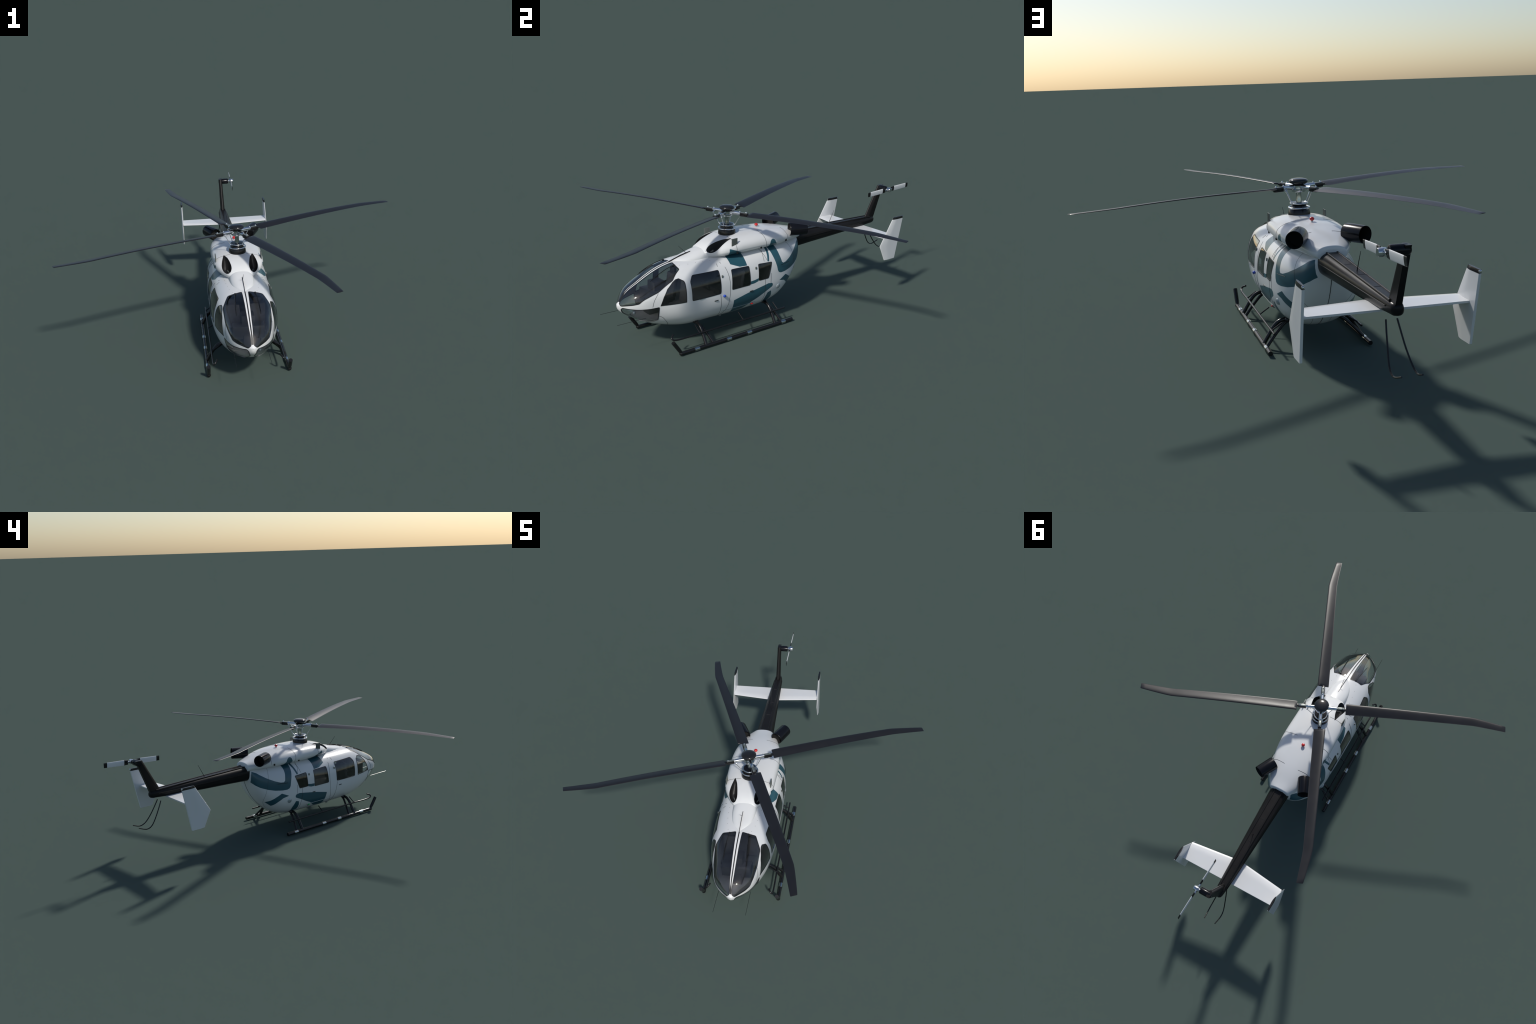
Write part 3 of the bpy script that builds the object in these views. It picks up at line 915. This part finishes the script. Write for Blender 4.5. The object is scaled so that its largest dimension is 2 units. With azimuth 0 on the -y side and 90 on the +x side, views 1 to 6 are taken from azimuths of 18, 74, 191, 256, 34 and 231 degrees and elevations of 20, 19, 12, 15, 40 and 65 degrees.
for s in (1, -1):
    def ring_at(r, chord, thick):
        pitch = math.radians(3)
        c = Vector((hubx, 1.189, 0.5935)) + tr_dir * (s * r)
        up = Vector((1, 0, 0)).cross(tr_dir).normalized()
        cd = (up * math.cos(pitch) + Vector((1, 0, 0)) * math.sin(pitch) * 1.0)
        th = tr_dir.cross(cd).normalized()
        pts = []
        for k in range(20):
            a = 2 * math.pi * k / 20
            u = math.cos(a)
            pts.append(c + cd * (u * chord / 2) + th * (math.sin(a) * thick / 2 * (1 + 0.5 * u) * (1 if abs(u) < 0.98 else 0.6)))
        return pts
    st = [(0.026, 0.0255, 0.006, 0), (0.050, 0.0300, 0.0050, 0), (0.0505, 0.0300, 0.0048, 1), (0.155, 0.0285, 0.0034, 1), (0.1555, 0.0285, 0.0036, 2), (0.1745, 0.0270, 0.0030, 2)]
    b = Build()
    for i, mi in ((0, 0), (2, 1), (4, 0)):
        b.loft([ring_at(*st[i][:3]), ring_at(*[(st[i][q] + st[i + 1][q]) / 2 for q in range(3)]), ring_at(*st[i + 1][:3])], mi)
    new_object("tail_rotor_blade", b.mesh("tail_rotor_blade", 40), [BLACK, WHITE], trh)

# ---------------------------------------------------------------- horizontal stabilizer and end plates
rings = []
for x in np.linspace(-0.272, 0.272, 25):
    t = abs(x) / 0.272
    y0 = 0.902 + 0.033 * t
    y1 = 1.036
    zc = 0.3775
    pts = []
    n = 12
    for k in range(n + 1):
        s = k / n
        yy = y0 + (y1 - y0) * (1 - math.cos(math.pi * s / 2))
        q = (yy - y0) / (y1 - y0)
        w = 0.0058 * (math.sqrt(q / 0.3) if q < 0.3 else 1 - 0.40 * (q - 0.3) / 0.7)
        pts.append((w, yy))
    rings.append([(x, yy, zc + w) for w, yy in pts] + [(x, yy, zc - w) for w, yy in reversed(pts[1:])])
stab = new_object("horizontal_stabilizer", Build().loft(rings).mesh("horizontal_stabilizer", 40), WHITE, root)
for sx in (1, -1):
    # outline front edge and rear edge by height
    zs = [0.240, 0.262, 0.300, 0.331, 0.36, 0.40, 0.44, 0.4790, 0.4800, 0.486, 0.4925]
    def front_y(z):
        return 0.9545 - (0.9545 - 0.911) * (z - 0.242) / (0.331 - 0.242) if z < 0.331 else 0.911 + (1.0145 - 0.911) * (z - 0.331) / (0.4935 - 0.331)
    def rear_y(z):
        return 1.040 + (1.0945 - 1.040) * (z - 0.239) / (0.491 - 0.239)
    rr = [foil(front_y(z), rear_y(z), 0.0062, z, blunt=0.72) for z in zs]
    rr = [[(p[0] + sx * 0.2755, p[1], p[2]) for p in r] for r in rr]
    b = Build().loft(rr[:8])
    plate = new_object("end_plate", b.mesh("end_plate", 40), WHITE, stab)
    cap = [[((p[0] - sx * 0.2755) * k + sx * 0.2755, p[1], p[2]) for p in r] for r, k in zip(rr[8:], (1.06, 1.06, 0.7))]
    new_object("tail_light", Build().ball((sx * 0.2755, 1.0925, 0.4870), 0.0058, seg=14, scale=(0.9, 0.8, 1.0)).mesh("tail_light"), CHROME, plate)
    new_object("end_plate_cap", Build().loft(cap).mesh("end_plate_cap", 40), BLACK, plate)

# ---------------------------------------------------------------- landing gear
gear = None
for sx in (1, -1):
    X = sx * 0.2090
    b = Build()
    b.tube([(X, -0.438, 0.0115), (X, 0.296, 0.0115)], 0.0098, seg=18)
    b.ball((X, -0.438, 0.0118), 0.0114, seg=16)
    b.tube([(X, -0.440, 0.018), (X, -0.451, 0.034), (X, -0.485, 0.083)], [0.0080, 0.0100, 0.0100], seg=16)
    skid = new_object("landing_skid", b.mesh("landing_skid", 40), BLACK, root)
    for y in (-0.345, -0.143, -0.008, 0.229):
        new_object("skid_band", Build().tube([(X, y - 0.0145, 0.0115), (X, y + 0.0145, 0.0115)], 0.0113, seg=20).mesh("skid_band"), STEEL, skid)
    for y, s in ((-0.284, 1), (0.175, 1)):
        p1 = [(sx * 0.060, y, 0.106), (sx * 0.110, y, 0.1115), (sx * 0.142, y, 0.105), (sx * 0.164, y, 0.086), (sx * 0.186, y, 0.054), (sx * 0.2085, y - 0.001, 0.016)]
        new_object("cross_tube", Build().tube(p1, 0.0086, seg=14, smooth_path=5).mesh("cross_tube", 50), BLACK, skid)
        p2 = [(sx * 0.095, y + 0.004, 0.108), (sx * 0.125, y + 0.014, 0.098), (sx * 0.165, y + 0.030, 0.062), (sx * 0.2065, y + 0.0455, 0.016)]
        new_object("brace_tube", Build().tube(p2, 0.0067, seg=14, smooth_path=5).mesh("brace_tube", 50), BLACK, skid)
        new_object("tube_fairing", Build().ball((sx * 0.108, y + 0.004, 0.111), 0.014, seg=16, scale=(1, 1.2, 0.7)).mesh("tube_fairing"), RUBBER, skid)
    step = [(sx * 0.183, 0.262, 0.0785), (sx * 0.1835, 0.0, 0.0785), (sx * 0.1835, -0.300, 0.078), (sx * 0.184, -0.400, 0.0765), (sx * 0.1835, -0.450, 0.079), (sx * 0.180, -0.470, 0.086), (sx * 0.172, -0.468, 0.095), (sx * 0.162, -0.452, 0.102)]
    new_object("boarding_step", Build().tube(step, 0.0046, seg=12, smooth_path=6).mesh("boarding_step", 60), BLACK, skid)
    for y in (-0.307, -0.0265, 0.213):
        new_object("step_strut", Build().tube([(sx * 0.140, y, 0.109), (sx * 0.185, y, 0.079)], 0.0032, seg=10).mesh("step_strut"), BLACK if sx < 0 else BLACK, skid)

# ---------------------------------------------------------------- rotor mast
b = Build()
b.lathe([(0.0475, 0.500), (0.0475, 0.512), (0.0465, 0.522), (0.0440, 0.5335), (0.0425, 0.5365), (0.036, 0.5375)], mi=0, seg=48)
b.lathe([(0.033, 0.530), (0.033, 0.549), (0.030, 0.553), (0.026, 0.5535)], mi=0, seg=40)
b.lathe([(0.0325, 0.555), (0.0330, 0.559), (0.031, 0.5635), (0.0150, 0.5645)], mi=1, seg=40)
b.lathe([(0.0120, 0.55), (0.0120, 0.575), (0.0112, 0.578), (0.0112, 0.612)], mi=2, seg=28)
b.lathe([(0.0140, 0.6080), (0.0285, 0.6100), (0.0305, 0.6140), (0.0300, 0.6200), (0.0240, 0.6230), (0.0235, 0.6290), (0.0300, 0.6310), (0.0300, 0.6370), (0.0200, 0.6385)], mi=3, seg=40)
mast = new_object("rotor_mast", b.mesh("rotor_mast", 40), [BLACK, EXHAUST, STEEL, CHROME], root)
def ring_tube(R, r, z, name):
    P = [(R * math.cos(2 * math.pi * k / 56), R * math.sin(2 * math.pi * k / 56), z) for k in range(56)]
    new_object(name, Build().tube(P, r, seg=12, closed=True).mesh(name, 80), CHROME, mast)
ring_tube(0.0365, 0.0032, 0.5610, "swashplate_ring")
ring_tube(0.0440, 0.0036, 0.5430, "swashplate_ring")
b = Build().lathe([(0.0215, 0.6380), (0.0260, 0.6410), (0.0360, 0.6460), (0.0395, 0.6505), (0.0405, 0.6540), (0.0392, 0.6585), (0.0340, 0.6625), (0.0240, 0.6655), (0.0120, 0.6668), (0.001, 0.6672)], seg=48)
new_object("hub_cap", b.mesh("hub_cap", 60), GLOSS, mast)

# one blade with its grip is built along +X and shared four times
def blade_section(r, le, te, zle, zte, thick, n=30):
    pts = []
    c = math.hypot(le - te, zle - zte)
    ax = Vector((0, le - te, zle - zte)) / c
    nm = Vector((0, -ax.z, ax.y))
    for k in range(n):
        a = 2 * math.pi * k / n
        u = 0.5 + 0.5 * math.cos(a)                  # 1 = leading edge
        yt = 5 * thick * (0.2969 * math.sqrt(max(1 - u, 0)) - 0.1260 * (1 - u) - 0.3516 * (1 - u) ** 2 + 0.2843 * (1 - u) ** 3 - 0.1036 * (1 - u) ** 4)
        yt = max(yt, 0.06 * thick)
        s = 1.15 if math.sin(a) >= 0 else 0.75
        pts.append(Vector((r, te, zte)) + ax * (u * c) + nm * (s * yt * c * (1 if math.sin(a) >= 0 else -1)))
    return pts
stations = [(0.1335, 0.0300, -0.0265, 0.6340, 0.6255, 0.08), (0.1350, 0.0328, -0.0292, 0.6350, 0.6245, 0.105)]
for t in np.linspace(0.02, 1, 14):
    r = 0.1365 + (0.800 - 0.1365) * t
    le, te = 0.0330 - 0.0062 * t, -0.0295 + 0.0068 * t
    half = math.radians(10.5 * (1 - t) + 5.0 * t)
    zc = 0.6300 + 0.0085 * math.sin(math.pi * min(1, t * 0.75))
    dz = (le - te) * math.tan(half)
    mid = (0.0 - te) / (le - te)
    stations.append((r, le, te, zc + dz * (1 - mid), zc - dz * mid, 0.128 - 0.02 * t))
for t in np.linspace(0.1, 1, 9):
    r = 0.800 + 0.196 * t
    bend = max(0.0, (t - 0.10) / 0.90)
    e = bend ** 1.15
    le, te = 0.0265 - 0.0322 * e, -0.0225 - 0.0172 * e
    pitch = math.radians(5.0 - 2.6 * t)
    zc = 0.6360 - 0.0045 * t
    dz = (le - te) * math.tan(pitch)
    stations.append((r, le, te, zc + dz * 0.5, zc - dz * 0.5, 0.108 - 0.015 * t))
r, le, te, a, c, th = stations[-1]
stations.append((r + 0.0022, le - 0.0022, te + 0.001, a - 0.0003, c, th * 0.6))
blade_me = Build().loft([blade_section(*s) for s in stations]).mesh("rotor_blade", 35)
b = Build()                                         # grip: black cheeks, steel face
b.box((0.1045, 0.0, 0.6275), (0.044, 0.0200, 0.0190), 0, bev=0.0030)
b.box((0.1040, 0.0005, 0.6372), (0.040, 0.0130, 0.0022), 1, bev=0.0006)
b.box((0.1300, 0.0, 0.6290), (0.014, 0.0170, 0.0085), 0, bev=0.0020)
grip_me = b.mesh("blade_grip", 35)
b = Build()
b.tube([(0.018, 0, 0.6310), (0.084, 0, 0.6310)], [0.0105, 0.0090], seg=20)
b.box((0.050, 0.0, 0.6235), (0.062, 0.0110, 0.0040), 0, bev=0.001)
b.tube([(0.068, 0.004, 0.6290), (0.0745, 0.0125, 0.6240), (0.0765, 0.0150, 0.6180)], 0.0026, seg=8, smooth_path=3)
arm_me = b.mesh("hub_arm", 40)
b = Build()
b.lathe([(0.0034, 0.634), (0.0034, 0.6425), (0.0022, 0.6440), (0.0005, 0.6444)], seg=12)
bolt_me = b.mesh("grip_bolt", 40)
b = Build()
b.tube([(0.0440, 0.0080, 0.5640), (0.0765, 0.0125, 0.6190)], 0.0017, seg=10)
b.ball((0.0765, 0.0125, 0.6185), 0.0034, seg=10).ball((0.0440, 0.0080, 0.5640), 0.0034, seg=10)
b.tube([(0.0375, 0.0070, 0.5615), (0.0445, 0.0080, 0.5640)], 0.0024, seg=8)
link_me = b.mesh("pitch_link", 40)
for k in range(4):
    ang = ROTOR_ANGLE + k * math.pi / 2
    for name, me, mats in (("rotor_blade", blade_me, BLADE), ("blade_grip", grip_me, [BLACK, GREY]), ("hub_arm", arm_me, CHROME), ("pitch_link", link_me, CHROME)):
        ob = new_object(name, me, mats, mast)
        ob.rotation_euler = (0, 0, ang)
    for r in (0.0785, 0.1165):
        ob = new_object("grip_bolt", bolt_me, CHROME, mast)
        ob.location = (r * math.cos(ang), r * math.sin(ang), 0)

# ---------------------------------------------------------------- cabin interior
def clip_plan(y, z, gap=0.010):
    """Inner half width of the cabin at a station and height."""
    hit = CABIN_TREE.ray_cast(Vector((0, y, z)), Vector((1, 0, 0)))
    return (hit[0].x if hit[0] else 0.02) - gap
ysf = np.linspace(-0.575, 0.235, 30)
wl = [max(0.012, clip_plan(y, 0.178)) for y in ysf]
b = Build().prism([(w, y) for w, y in zip(wl, ysf)] + [(-w, y) for w, y in zip(wl[::-1], ysf[::-1])], 0.168, 0.176, axis=2)
floor_ob = new_object("cabin_floor", b.mesh("cabin_floor"), FLOOR, fus)
# rear bulkhead
zsb = np.linspace(0.14, 0.425, 26)
wl = [max(0.02, clip_plan(0.225, z)) for z in zsb]
V = [(w, 0.225, z) for w, z in zip(wl, zsb)] + [(-w, 0.225, z) for w, z in zip(wl[::-1], zsb[::-1])]
n = len(V)
b = Build().add(V + [(x, 0.231, z) for x, y, z in V], [tuple(range(n)), tuple(range(2 * n - 1, n - 1, -1))] + [(i, n + i, n + (i + 1) % n, (i + 1) % n) for i in range(n)])
new_object("rear_bulkhead", b.mesh("rear_bulkhead"), LINER, fus)
# instrument panel and pedestal
b = Build()
b.box((0, -0.470, 0.262), (0.160, 0.060, 0.070), 0, bev=0.006)
b.box((0, -0.445, 0.300), (0.066, 0.063, 0.086), 0, bev=0.003)
b.box((0, -0.455, 0.215), (0.060, 0.110, 0.075), 0, bev=0.005)
for k in (-0.045, 0, 0.045):
    b.box((k, -0.4395 if k else -0.4125, 0.270 if k else 0.315), (0.034, 0.002, 0.036), 1, bev=0.001)
new_object("instrument_panel", b.mesh("instrument_panel"), [CONSOLE, RUBBER], fus)
# seats
b = Build()
b.box((0, -0.012, 0.205), (0.082, 0.085, 0.026), 0, bev=0.008)
b.box((0, 0.034, 0.272), (0.080, 0.024, 0.128), 0, rot=Matrix.Rotation(math.radians(-8), 3, 'X'), bev=0.009)
b.box((0, 0.046, 0.352), (0.042, 0.018, 0.032), 0, bev=0.006)
b.box((0, -0.008, 0.184), (0.060, 0.060, 0.018), 0, bev=0.003)
seat_me = b.mesh("seat")
for x, y in ((0.066, -0.345), (-0.066, -0.345), (0.096, -0.03), (0.0, -0.03), (-0.096, -0.03), (0.096, 0.165), (0.0, 0.165), (-0.096, 0.165)):
    ob = new_object("seat", seat_me, SEATM, fus)
    ob.location = (x, y, 0)
for sx in (1, -1):
    new_object("control_stick", Build().tube([(sx * 0.066, -0.425, 0.176), (sx * 0.066, -0.420, 0.23), (sx * 0.066, -0.408, 0.262)], 0.003, seg=8).mesh("control_stick"), CONSOLE, fus)
